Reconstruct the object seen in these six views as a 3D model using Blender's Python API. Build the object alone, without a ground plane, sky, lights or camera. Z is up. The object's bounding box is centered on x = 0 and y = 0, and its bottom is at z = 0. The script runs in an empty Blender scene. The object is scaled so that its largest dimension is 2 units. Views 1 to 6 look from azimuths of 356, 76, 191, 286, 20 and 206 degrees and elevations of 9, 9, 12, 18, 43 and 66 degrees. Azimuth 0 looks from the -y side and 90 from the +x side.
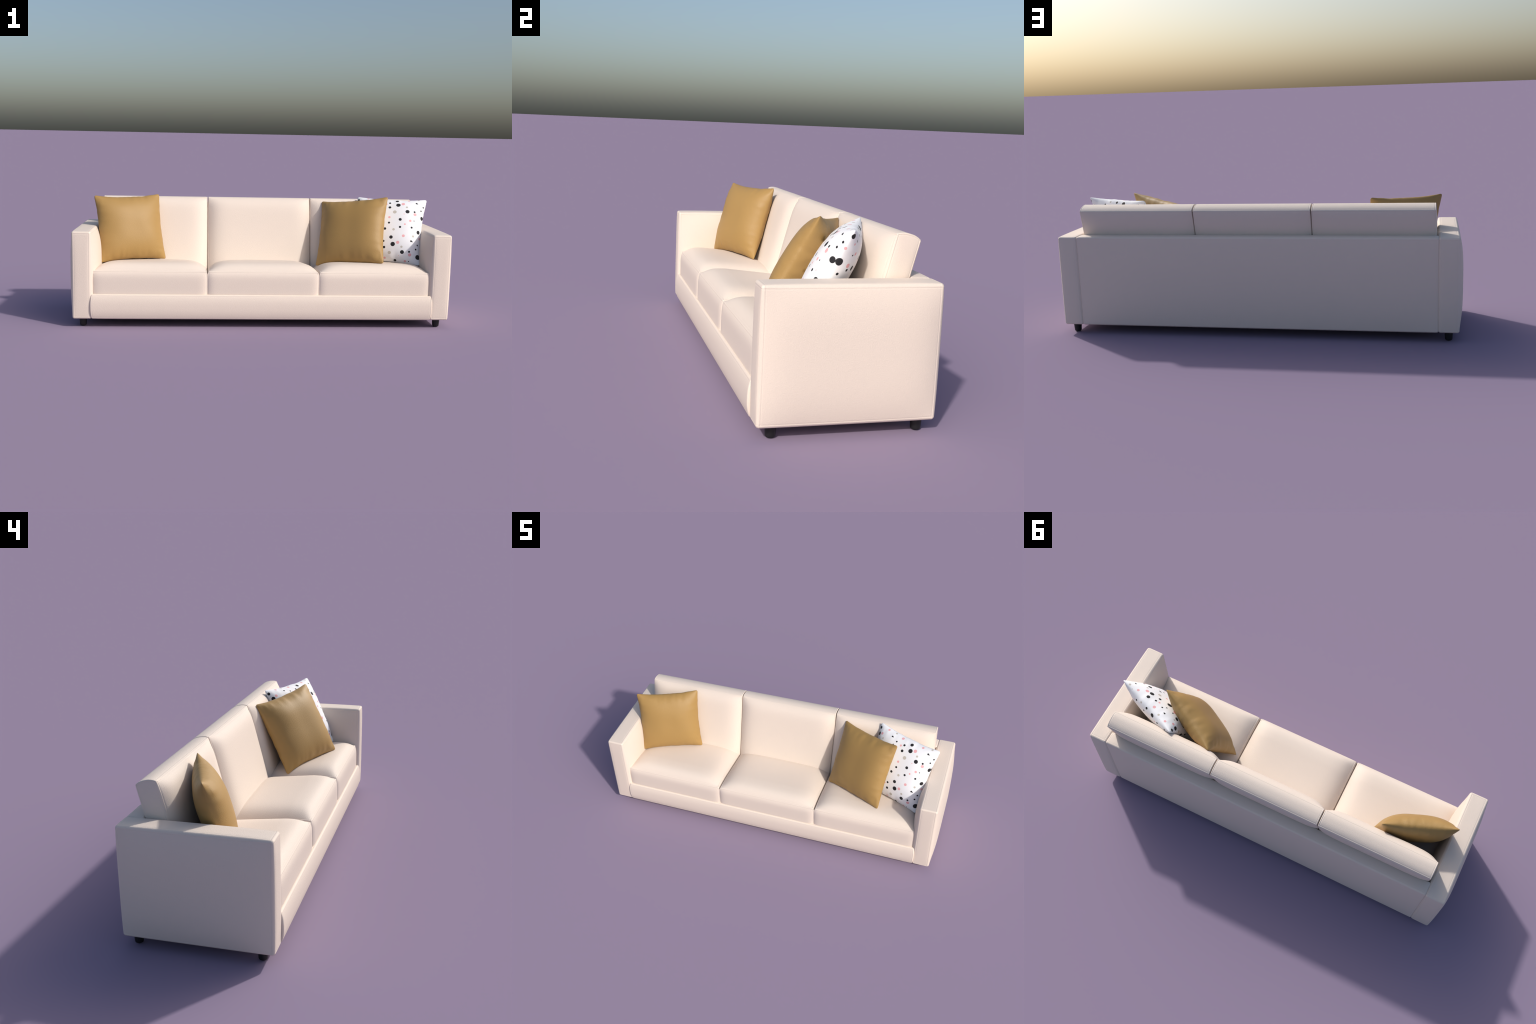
import bpy, bmesh, math, random
from mathutils import Vector, Matrix, noise
from mathutils.bvhtree import BVHTree

random.seed(7)

# ------------------------------------------------------------------ materials
def new_material(name, rough):
    m = bpy.data.materials.new(name)
    m.use_nodes = True
    nt = m.node_tree
    bsdf = nt.nodes["Principled BSDF"]
    bsdf.inputs["Roughness"].default_value = rough
    bsdf.inputs["Specular IOR Level"].default_value = 0.42
    return m, nt, bsdf

def grain_bump(nt, bsdf, coord, scale, strength, dist, fine=2.6):
    """pebbled leather grain: two noise octaves into a bump"""
    n1 = nt.nodes.new("ShaderNodeTexNoise")
    n1.inputs["Scale"].default_value = scale
    n1.inputs["Detail"].default_value = 3.0
    n1.inputs["Roughness"].default_value = 0.55
    v = nt.nodes.new("ShaderNodeTexVoronoi")
    v.feature = "SMOOTH_F1"
    v.inputs["Scale"].default_value = scale * fine * 0.5
    add = nt.nodes.new("ShaderNodeMath")
    add.operation = "MULTIPLY_ADD"
    add.inputs[1].default_value = 0.45
    b = nt.nodes.new("ShaderNodeBump")
    b.inputs["Strength"].default_value = strength
    b.inputs["Distance"].default_value = dist
    nt.links.new(coord, n1.inputs["Vector"])
    nt.links.new(coord, v.inputs["Vector"])
    nt.links.new(v.outputs["Distance"], add.inputs[0])
    nt.links.new(n1.outputs["Fac"], add.inputs[2])
    nt.links.new(add.outputs[0], b.inputs["Height"])
    nt.links.new(b.outputs["Normal"], bsdf.inputs["Normal"])

def mottled(nt, coord, dark, light, scale):
    n = nt.nodes.new("ShaderNodeTexNoise")
    n.inputs["Scale"].default_value = scale
    n.inputs["Detail"].default_value = 4.0
    ramp = nt.nodes.new("ShaderNodeValToRGB")
    ramp.color_ramp.elements[0].position = 0.35
    ramp.color_ramp.elements[0].color = (*dark, 1)
    ramp.color_ramp.elements[1].position = 0.65
    ramp.color_ramp.elements[1].color = (*light, 1)
    nt.links.new(coord, n.inputs["Vector"])
    nt.links.new(n.outputs["Fac"], ramp.inputs["Fac"])
    return ramp.outputs["Color"]

def leather(name, dark, light, rough, scale, strength):
    m, nt, bsdf = new_material(name, rough)
    tc = nt.nodes.new("ShaderNodeTexCoord")
    col = mottled(nt, tc.outputs["Object"], dark, light, 420)
    nt.links.new(col, bsdf.inputs["Base Color"])
    grain_bump(nt, bsdf, tc.outputs["Object"], scale, strength, 0.0012)
    return m

CREAM = leather("cream_leather", (0.746, 0.646, 0.562), (0.768, 0.666, 0.580), 0.64, 310, 0.48)
GOLD = leather("ochre_leather", (0.366, 0.223, 0.072), (0.380, 0.233, 0.076), 0.52, 310, 0.48)

def plain(name, col, rough):
    m, nt, bsdf = new_material(name, rough)
    tc = nt.nodes.new("ShaderNodeTexCoord")
    c = mottled(nt, tc.outputs["Object"], [k * 0.92 for k in col], [k * 1.08 for k in col], 90)
    nt.links.new(c, bsdf.inputs["Base Color"])
    return m

BLACK = plain("black_plastic", (0.012, 0.012, 0.013), 0.5)
UNDERSIDE = plain("dark_lining", (0.10, 0.09, 0.085), 0.9)

# ---- printed dots: (x, y, radius) in the plane of the pillow, on its front and on its back
PRINT = {
    ("black", 1): [
        (-0.184, 0.169, 0.0084), (-0.176, 0.136, 0.0109), (-0.088, 0.159, 0.0049), (-0.082, 0.158, 0.0026), (-0.049, 0.146, 0.0049), (-0.059, 0.125, 0.0041),
        (0.002, 0.147, 0.0063), (0.039, 0.165, 0.0096), (0.050, 0.135, 0.0122), (0.006, 0.116, 0.0078), (0.145, 0.158, 0.0051), (0.151, 0.156, 0.0028),
        (0.182, 0.141, 0.0048), (0.173, 0.116, 0.0046), (0.105, 0.096, 0.0111), (0.142, 0.100, 0.0055), (0.014, 0.020, 0.0060), (0.072, 0.044, 0.0082),
        (-0.004, -0.016, 0.0071), (0.145, 0.046, 0.0030), (0.180, 0.075, 0.0114), (0.076, 0.000, 0.0063), (0.137, 0.005, 0.0056), (-0.005, -0.086, 0.0061),
        (0.034, -0.062, 0.0094), (0.001, -0.119, 0.0072), (0.047, -0.100, 0.0121), (0.171, -0.012, 0.0108), (0.142, -0.073, 0.0052), (0.148, -0.075, 0.0028),
        (0.100, -0.138, 0.0105), (0.174, -0.086, 0.0049), (0.169, -0.112, 0.0052), (0.137, -0.132, 0.0056), (0.182, -0.151, 0.0135), (0.063, -0.177, 0.0078),
        (0.137, -0.179, 0.0031), (-0.132, 0.103, 0.0108), (-0.098, 0.112, 0.0046), (-0.161, 0.052, 0.0065), (-0.183, 0.021, 0.0060), (-0.042, 0.086, 0.0145),
        (-0.171, -0.012, 0.0110), (-0.160, -0.124, 0.0040), (-0.066, -0.144, 0.0040), (-0.040, 0.029, 0.0050), (-0.090, -0.038, 0.0060), (-0.162, -0.055, 0.0060),
        (-0.025, -0.046, 0.0060), (-0.098, 0.055, 0.0040), (-0.098, -0.155, 0.0060), (-0.052, 0.000, 0.0050), (-0.143, 0.020, 0.0040), (-0.030, -0.171, 0.0040),
        (-0.056, -0.054, 0.0040), (-0.027, -0.138, 0.0060), (-0.175, -0.086, 0.0075),
    ],
    ("black", -1): [
        (-0.004, 0.180, 0.0069), (-0.052, 0.177, 0.0110), (0.009, 0.163, 0.0051), (0.074, 0.171, 0.0057), (-0.098, 0.172, 0.0051), (-0.155, 0.177, 0.0051),
        (-0.182, 0.056, 0.0091), (0.188, 0.175, 0.0091), (0.182, 0.081, 0.0130), (0.155, 0.116, 0.0032), (0.148, 0.064, 0.0053), (0.119, 0.073, 0.0094),
        (0.171, 0.042, 0.0052), (0.153, 0.163, 0.0047), (-0.134, -0.028, 0.0060), (0.116, -0.040, 0.0050), (0.116, -0.127, 0.0050), (-0.092, 0.072, 0.0110),
        (-0.019, -0.154, 0.0060), (-0.042, -0.171, 0.0040), (0.012, -0.162, 0.0060), (-0.089, -0.002, 0.0075), (-0.138, 0.081, 0.0110), (-0.124, -0.110, 0.0050),
        (0.024, 0.012, 0.0075), (-0.022, 0.106, 0.0060), (0.074, 0.106, 0.0075), (-0.168, -0.109, 0.0040), (-0.096, -0.073, 0.0050), (0.107, -0.072, 0.0060),
        (-0.120, 0.011, 0.0040), (-0.081, 0.035, 0.0040), (-0.168, 0.013, 0.0060), (0.108, 0.003, 0.0110), (-0.074, 0.107, 0.0050), (0.081, -0.056, 0.0040),
        (-0.096, -0.170, 0.0060), (-0.140, 0.036, 0.0075), (-0.167, 0.109, 0.0040), (-0.151, -0.136, 0.0040), (0.011, 0.095, 0.0040),
    ],
    ("pink", 1): [
        (-0.156, 0.146, 0.0076), (-0.128, 0.179, 0.0068), (-0.028, 0.172, 0.0082), (-0.016, 0.138, 0.0060), (0.075, 0.145, 0.0096), (0.101, 0.175, 0.0070),
        (0.012, 0.053, 0.0065), (0.146, 0.085, 0.0088), (0.089, 0.079, 0.0026), (0.126, 0.043, 0.0067), (0.100, 0.019, 0.0048), (0.156, 0.014, 0.0022),
        (-0.021, -0.096, 0.0049), (0.073, -0.089, 0.0084), (0.099, -0.049, 0.0078), (0.141, -0.147, 0.0087), (0.179, -0.045, 0.0067), (0.007, -0.170, 0.0063),
        (0.117, -0.179, 0.0067), (0.083, -0.155, 0.0018), (-0.094, 0.096, 0.0083), (-0.110, 0.004, 0.0086), (-0.128, -0.091, 0.0062), (-0.089, -0.118, 0.0081),
        (-0.089, -0.077, 0.0058), (-0.137, -0.030, 0.0094), (-0.130, -0.144, 0.0063), (-0.054, -0.114, 0.0054),
    ],
    ("pink", -1): [
        (-0.079, 0.166, 0.0036), (-0.037, 0.147, 0.0033), (0.092, 0.165, 0.0031), (0.188, 0.129, 0.0053), (0.141, 0.123, 0.0060), (0.152, 0.079, 0.0080),
        (0.167, 0.152, 0.0039), (0.054, -0.033, 0.0092), (-0.152, -0.169, 0.0060), (-0.072, -0.114, 0.0053), (0.162, -0.168, 0.0072), (-0.041, 0.007, 0.0082),
        (0.018, 0.053, 0.0087), (0.024, -0.108, 0.0065), (0.077, -0.087, 0.0052), (0.115, -0.167, 0.0076), (0.068, -0.146, 0.0074), (-0.164, -0.052, 0.0075),
        (0.161, -0.047, 0.0067), (0.149, -0.137, 0.0062), (0.043, 0.090, 0.0056), (-0.064, -0.080, 0.0063), (0.044, -0.068, 0.0068),
    ],
    ("grey", 1): [
        (-0.136, 0.127, 0.0049), (-0.078, 0.179, 0.0060), (0.152, 0.185, 0.0062), (0.037, 0.088, 0.0100), (0.098, 0.124, 0.0059), (0.043, -0.017, 0.0067),
        (0.149, -0.043, 0.0060), (0.032, -0.145, 0.0087), (0.095, -0.111, 0.0060), (0.125, 0.186, 0.0026), (-0.104, 0.185, 0.0018), (-0.182, 0.097, 0.0077),
        (-0.159, -0.164, 0.0064), (-0.077, 0.023, 0.0079),
    ],
    ("grey", -1): [
        (0.040, 0.181, 0.0056), (0.147, -0.099, 0.0069), (0.076, 0.070, 0.0051), (-0.006, -0.081, 0.0080), (0.073, 0.024, 0.0092), (-0.037, -0.057, 0.0080),
        (0.009, -0.024, 0.0064), (-0.030, -0.116, 0.0055), (-0.045, 0.057, 0.0077),
    ],
}


def dotted_fabric(surface):
    """white cotton; every dot is a small sphere of colour centred on the cloth"""
    m, nt, bsdf = new_material("dotted_white_cotton", 0.75)
    tc = nt.nodes.new("ShaderNodeTexCoord")
    col = mottled(nt, tc.outputs["Object"], (0.87, 0.868, 0.88), (0.89, 0.888, 0.90), 300)
    for colour, c in (("grey", (0.56, 0.52, 0.46)), ("pink", (0.83, 0.43, 0.44)), ("black", (0.013, 0.012, 0.015))):
        near = None
        for side in (1, -1):
            for x, y, r in PRINT[colour, side]:
                d = nt.nodes.new("ShaderNodeVectorMath")
                d.operation = "DISTANCE"
                d.inputs[1].default_value = surface(x, y, side)
                nt.links.new(tc.outputs["Object"], d.inputs[0])
                t = nt.nodes.new("ShaderNodeMath")
                t.operation = "SUBTRACT"
                t.inputs[1].default_value = r
                nt.links.new(d.outputs["Value"], t.inputs[0])
                if near is not None:
                    mn = nt.nodes.new("ShaderNodeMath")
                    mn.operation = "MINIMUM"
                    nt.links.new(near.outputs[0], mn.inputs[0])
                    nt.links.new(t.outputs[0], mn.inputs[1])
                    t = mn
                near = t
        if near is None:
            continue
        edge = nt.nodes.new("ShaderNodeMapRange")
        edge.inputs["From Min"].default_value = 0.0004
        edge.inputs["From Max"].default_value = -0.0004
        nt.links.new(near.outputs[0], edge.inputs["Value"])
        mix = nt.nodes.new("ShaderNodeMix")
        mix.data_type = "RGBA"
        nt.links.new(edge.outputs[0], mix.inputs["Factor"])
        nt.links.new(col, mix.inputs[6])
        mix.inputs[7].default_value = (*c, 1)
        col = mix.outputs[2]
    nt.links.new(col, bsdf.inputs["Base Color"])
    grain_bump(nt, bsdf, tc.outputs["Object"], 400, 0.1, 0.0006)
    return m


# ------------------------------------------------------------------ helpers
def add_object(name, bm, mat, parent=None):
    me = bpy.data.meshes.new(name)
    bm.to_mesh(me)
    bm.free()
    if mat:
        me.materials.append(mat)
    for p in me.polygons:
        p.use_smooth = True
    ob = bpy.data.objects.new(name, me)
    bpy.context.scene.collection.objects.link(ob)
    if parent:
        ob.parent = parent
    return ob

def axis_lines(h, r, seam, n):
    """sample positions over one face: corner arc, stitched seam, then the flat middle"""
    arc = [(h - r) + r * math.tan(math.radians(45 * k / 4)) for k in range(4, -1, -1)]
    s = h - r
    side = arc + ([s - 0.0010, s - 0.0020, s - 0.0032, s - 0.006] if seam else [s - 0.004])
    inner = side[-1]
    mid = [inner * (1 - 2 * i / n) for i in range(1, n)]
    return side + mid + [-t for t in reversed(side)]

def upholstered_block(half, r, bulge, power=3.0, seam=True, groove=0.00035, welt=0.0008, n=26, warp=None):
    """box with rounded welted edges whose faces swell; bulge = (-x,+x,-y,+y,-z,+z)"""
    # power[i][j]: how square the swelling of the faces across axis i stays along axis j
    if not isinstance(power, (tuple, list)):
        power = ((power,) * 3,) * 3
    bm = bmesh.new()
    lines = [axis_lines(h, r, seam, n) for h in half]
    def place(ax, sg, a, b):
        t1, t2 = [i for i in range(3) if i != ax]
        p = [0, 0, 0]
        p[ax], p[t1], p[t2] = sg * half[ax], a, b
        core = [max(-(half[i] - r), min(half[i] - r, p[i])) for i in range(3)]
        d = Vector([p[i] - core[i] for i in range(3)]).normalized()
        # the sewn welt stands proud in the middle of each rounded edge
        q = Vector(core) + d * (r + (2 * welt * max(abs(d.x * d.y), abs(d.y * d.z), abs(d.x * d.z)) if seam else 0.0))
        if seam:
            for t, v in ((t1, a), (t2, b)):
                k = (half[t] - r) - abs(v)
                if 0.0005 < k < 0.0024:
                    q[ax] -= sg * groove * (1.0 if k < 0.0015 else 0.6)
        def w(i, j):
            return max(0.0, 1 - min(1, abs(q[j] / half[j])) ** power[i][j]) if power[i][j] else 1.0
        f = [min(1, abs(q[i] / half[i])) for i in range(3)]
        out = q.copy()
        for i in range(3):
            j, k = [m for m in range(3) if m != i]
            amt = bulge[2 * i + (1 if q[i] > 0 else 0)]
            out[i] += math.copysign(amt, q[i]) * f[i] ** 2 * w(i, j) * w(i, k)
        return warp(out) if warp else out
    for ax in range(3):
        t1, t2 = [i for i in range(3) if i != ax]
        for sg in (-1, 1):
            grid = [[bm.verts.new(place(ax, sg, a, b)) for b in lines[t2]] for a in lines[t1]]
            for i in range(len(grid) - 1):
                for j in range(len(grid[0]) - 1):
                    bm.faces.new((grid[i][j], grid[i + 1][j], grid[i + 1][j + 1], grid[i][j + 1]))
    bmesh.ops.remove_doubles(bm, verts=bm.verts, dist=0.00005)
    bmesh.ops.recalc_face_normals(bm, faces=bm.faces)
    return bm

def block_between(name, lo, hi, r, bulge, mat, parent, **kw):
    c = [(a + b) / 2 for a, b in zip(lo, hi)]
    half = [(b - a) / 2 for a, b in zip(lo, hi)]
    ob = add_object(name, upholstered_block(half, r, bulge, **kw), mat, parent)
    ob.location = c
    return ob

def turned_leg(name, r_top, r_bot, height, mat, parent, loc):
    prof = [(0, height), (r_top, height), (r_top * 0.99, height * 0.8), (r_bot * 1.01, 0.006), (r_bot * 0.93, 0.0018), (r_bot * 0.8, 0), (0, 0)]
    bm = bmesh.new()
    seg = 40
    rings = []
    for rr, z in prof:
        if rr == 0:
            rings.append([bm.verts.new((0, 0, z))])
        else:
            rings.append([bm.verts.new((rr * math.cos(2 * math.pi * k / seg), rr * math.sin(2 * math.pi * k / seg), z)) for k in range(seg)])
    for a, b in zip(rings, rings[1:]):
        for k in range(seg):
            l = (k + 1) % seg
            if len(a) == 1:
                bm.faces.new((a[0], b[k], b[l]))
            elif len(b) == 1:
                bm.faces.new((a[k], b[0], a[l]))
            else:
                bm.faces.new((a[k], b[k], b[l], a[l]))
    bmesh.ops.recalc_face_normals(bm, faces=bm.faces)
    ob = add_object(name, bm, mat, parent)
    ob.location = loc
    ob.data.set_sharp_from_angle(angle=math.radians(50))
    return ob

# ------------------------------------------------------------------ sofa
sofa = bpy.data.objects.new("sofa", None)
bpy.context.scene.collection.objects.link(sofa)
sofa["label"] = "Cream leather three-seat sofa with square arms and loose cushions"
sofa["category"] = "sofa"

ARM_IN, ARM_OUT = 0.8845, 0.9805
FRONT, BACK = -0.2955, 0.2995
BOTTOM, TOP = 0.0445, 0.4955

for s in (-1, 1):
    lo = (min(s * ARM_IN, s * ARM_OUT), FRONT, BOTTOM)
    hi = (max(s * ARM_IN, s * ARM_OUT), BACK, TOP)
    inner, outer = 0.033, 0.0195
    bx = (inner, outer) if s > 0 else (outer, inner)
    block_between("armrest", lo, hi, 0.0105, (*bx, 0.0045, 0.0070, 0.002, 0.003), CREAM, sofa,
                  power=((3, 6, 3.5), (4, 3, 4), (6, 6, 6)), groove=0.00045, welt=0.0012)

# upright back panel between the arms
block_between("back_panel", (-0.8858, 0.228, 0.0440), (0.8858, 0.2985, 0.495), 0.0095,
              (0.0, 0.0, 0.0, 0.0080, 0.002, 0.004), CREAM, sofa, power=((8, 8, 8), (12, 3, 3), (30, 3, 3)), n=34)

# front rail below the seats
block_between("front_rail", (-0.8845, FRONT, 0.0450), (0.8845, -0.230, 0.173), 0.007,
              (0.006, 0.006, 0.0110, 0.0, 0.002, 0.0), CREAM, sofa, power=((3, 0, 2.5), (0, 3, 2.5), (20, 6, 3)), n=34)

# hidden deck that carries the cushions
block_between("seat_deck", (-0.874, -0.245, 0.056), (0.874, 0.240, 0.122), 0.006,
              (0,) * 6, UNDERSIDE, sofa, seam=False, n=4)

# seat cushions: crowned tops that lean slightly to the back
SEAT_FRONT, SEAT_BACK = -0.277, 0.100
for x0, x1 in ((-0.8745, -0.2975), (-0.2845, 0.2845), (0.2975, 0.8715)):
    def lean(p):
        if p.z > 0:
            back = p.y + (SEAT_BACK - SEAT_FRONT) / 2
            corner = abs(2 * p.x / (x1 - x0)) ** 3
            p.z -= (0.040 * back + (0.055 + 0.04 * corner) * max(0, back - 0.10)) * min(1, p.z / 0.06)
        return p
    block_between("seat_cushion", (x0, SEAT_FRONT, 0.125), (x1, SEAT_BACK, 0.2925), 0.0045,
                  (0.0080, 0.0080, 0.012, 0.0, 0.0, 0.0405), CREAM, sofa,
                  power=((5, 0, 6), (24, 3, 5), (7.5, 8, 3)), n=44, warp=lean, groove=0.0004, welt=0.0022)

# back cushions, leaning back over the panel
LEAN = math.radians(14.3)
for x0, x1 in ((-0.8710, -0.2932), (-0.2868, 0.2868), (0.2932, 0.8710)):
    hz, hy = 0.232, 0.0435
    bm = upholstered_block(((x1 - x0) / 2, hy, hz), 0.0045, (0.006, 0.006, 0.033, 0.0125, 0.0, 0.011),
                           power=((3, 3, 5), (9, 3, 9), (0, 2.4, 3)), n=34, groove=0.0006, welt=0.0012)
    ob = add_object("back_cushion", bm, CREAM, sofa)
    rot = Matrix.Rotation(-LEAN, 4, "X")
    top_front = Vector((0, 0.174, 0.639))
    ob.matrix_local = Matrix.Translation(Vector(((x0 + x1) / 2, *(top_front - rot @ Vector((0, -hy, hz))).yz))) @ rot

for x in (-0.9335, 0.9335):
    for y in (-0.2390, 0.2555):
        turned_leg("leg", 0.0200, 0.0172, 0.0515, BLACK, sofa, (x, y, 0.0))

# ------------------------------------------------------------------ throw pillows
def pillow_mesh(w, h, t, inset, seed, n=96):
    """two puffed sheets joined at a pinched seam with pointed ears and puckers"""
    off = Vector((seed * 13.7, seed * 5.1, seed * 2.3))
    def outline(u, v):
        # sides draw in between the ears, with small puckers
        def pull(s, k):
            base = inset[k] * (1 - abs(s) ** 2.4)
            ripple = 0.011 * noise.noise(off + Vector((s * 4.2, k * 9.0, 1.0))) * (1 - s ** 4)
            ripple += 0.005 * noise.noise(off + Vector((s * 10.0, k * 9.0, 5.0))) * (1 - s ** 4)
            return base + ripple
        px = pull(v, 1 if u > 0 else 3)
        py = pull(u, 0 if v > 0 else 2)
        x = u * (1 - px * abs(u) ** 1.5)
        y = v * (1 - py * abs(v) ** 1.5)
        ear = 1 - 0.032 * (abs(u * v)) ** 26
        return x * ear * w / 2, y * ear * h / 2
    def puff(u, v, side):
        a = max(0.0, 1 - abs(u) ** 3.0)
        b = max(0.0, 1 - abs(v) ** 3.0)
        hgt = t * (a * b) ** 0.64
        # folds that run in from the seam, fading toward the belly
        du, dv = 1 - abs(u), 1 - abs(v)
        fold = noise.noise(off + Vector((u * 7, side * 7, math.copysign(3, v)))) * math.exp(-(dv / 0.22) ** 2) * min(1, dv / 0.10)
        fold += noise.noise(off + Vector((v * 7, side * 7 + 20, math.copysign(3, u)))) * math.exp(-(du / 0.22) ** 2) * min(1, du / 0.10)
        lump = noise.noise(off + Vector((u * 1.6, v * 1.6, side * 4)))
        return hgt * (1 + 0.06 * lump) + 0.0045 * fold * min(1, a * b * 6)
    bm = bmesh.new()
    ts = [math.sin(math.pi / 2 * (2 * i / n - 1)) for i in range(n + 1)]
    ts = [0.55 * s + 0.45 * (2 * i / n - 1) for i, s in enumerate(ts)]
    for side in (-1, 1):
        grid = []
        for u in ts:
            row = []
            for v in ts:
                x, y = outline(u, v)
                row.append(bm.verts.new((x, y, side * puff(u, v, side))))
            grid.append(row)
        for i in range(n):
            for j in range(n):
                bm.faces.new((grid[i][j], grid[i + 1][j], grid[i + 1][j + 1], grid[i][j + 1]))
    bmesh.ops.remove_doubles(bm, verts=bm.verts, dist=0.00005)
    bmesh.ops.recalc_face_normals(bm, faces=bm.faces)
    return bm

def throw_pillow(name, centre, right, up, size, t, inset, seed, mat, label):
    ob = add_object(name, pillow_mesh(size, size, t, inset, seed), mat)
    X = Vector(right).normalized()
    Y = Vector(up)
    Y = (Y - X * Y.dot(X)).normalized()
    Z = X.cross(Y)
    ob.matrix_world = Matrix.Translation(centre) @ Matrix((X, Y, Z)).transposed().to_4x4()
    ob["label"] = label
    ob["category"] = "pillow"
    return ob

throw_pillow("throw_pillow", (-0.710, 0.007, 0.484), (0.9247, 0.3807, 0.0055), (-0.1159, 0.2745, 0.9546), 0.371, 0.066,
             (0.085, 0.065, 0.075, 0.065), 1, GOLD, "Square ochre leather throw pillow with pointed corners")
throw_pillow("throw_pillow", (0.500, -0.029, 0.480), (0.8725, -0.4748, 0.1151), (0.1322, 0.4516, 0.8823), 0.392, 0.069,
             (0.075, 0.070, 0.070, 0.070), 2, GOLD, "Square ochre leather throw pillow leaning on another pillow")
dotted = throw_pillow("dotted_pillow", (0.708, 0.001, 0.484), (0.9226, -0.3857, 0.0), (0.1855, 0.4311, 0.8830), 0.394, 0.068,
                      (0.075, 0.070, 0.070, 0.070), 3, None, "White throw pillow printed with black, pink and grey dots")
tree = BVHTree.FromPolygons([v.co for v in dotted.data.vertices], [p.vertices for p in dotted.data.polygons])

def on_cloth(x, y, side):
    hit = tree.ray_cast(Vector((x, y, side)), Vector((0, 0, -side)))[0]
    return hit if hit else Vector((x, y, 0))

dotted.data.materials.append(dotted_fabric(on_cloth))
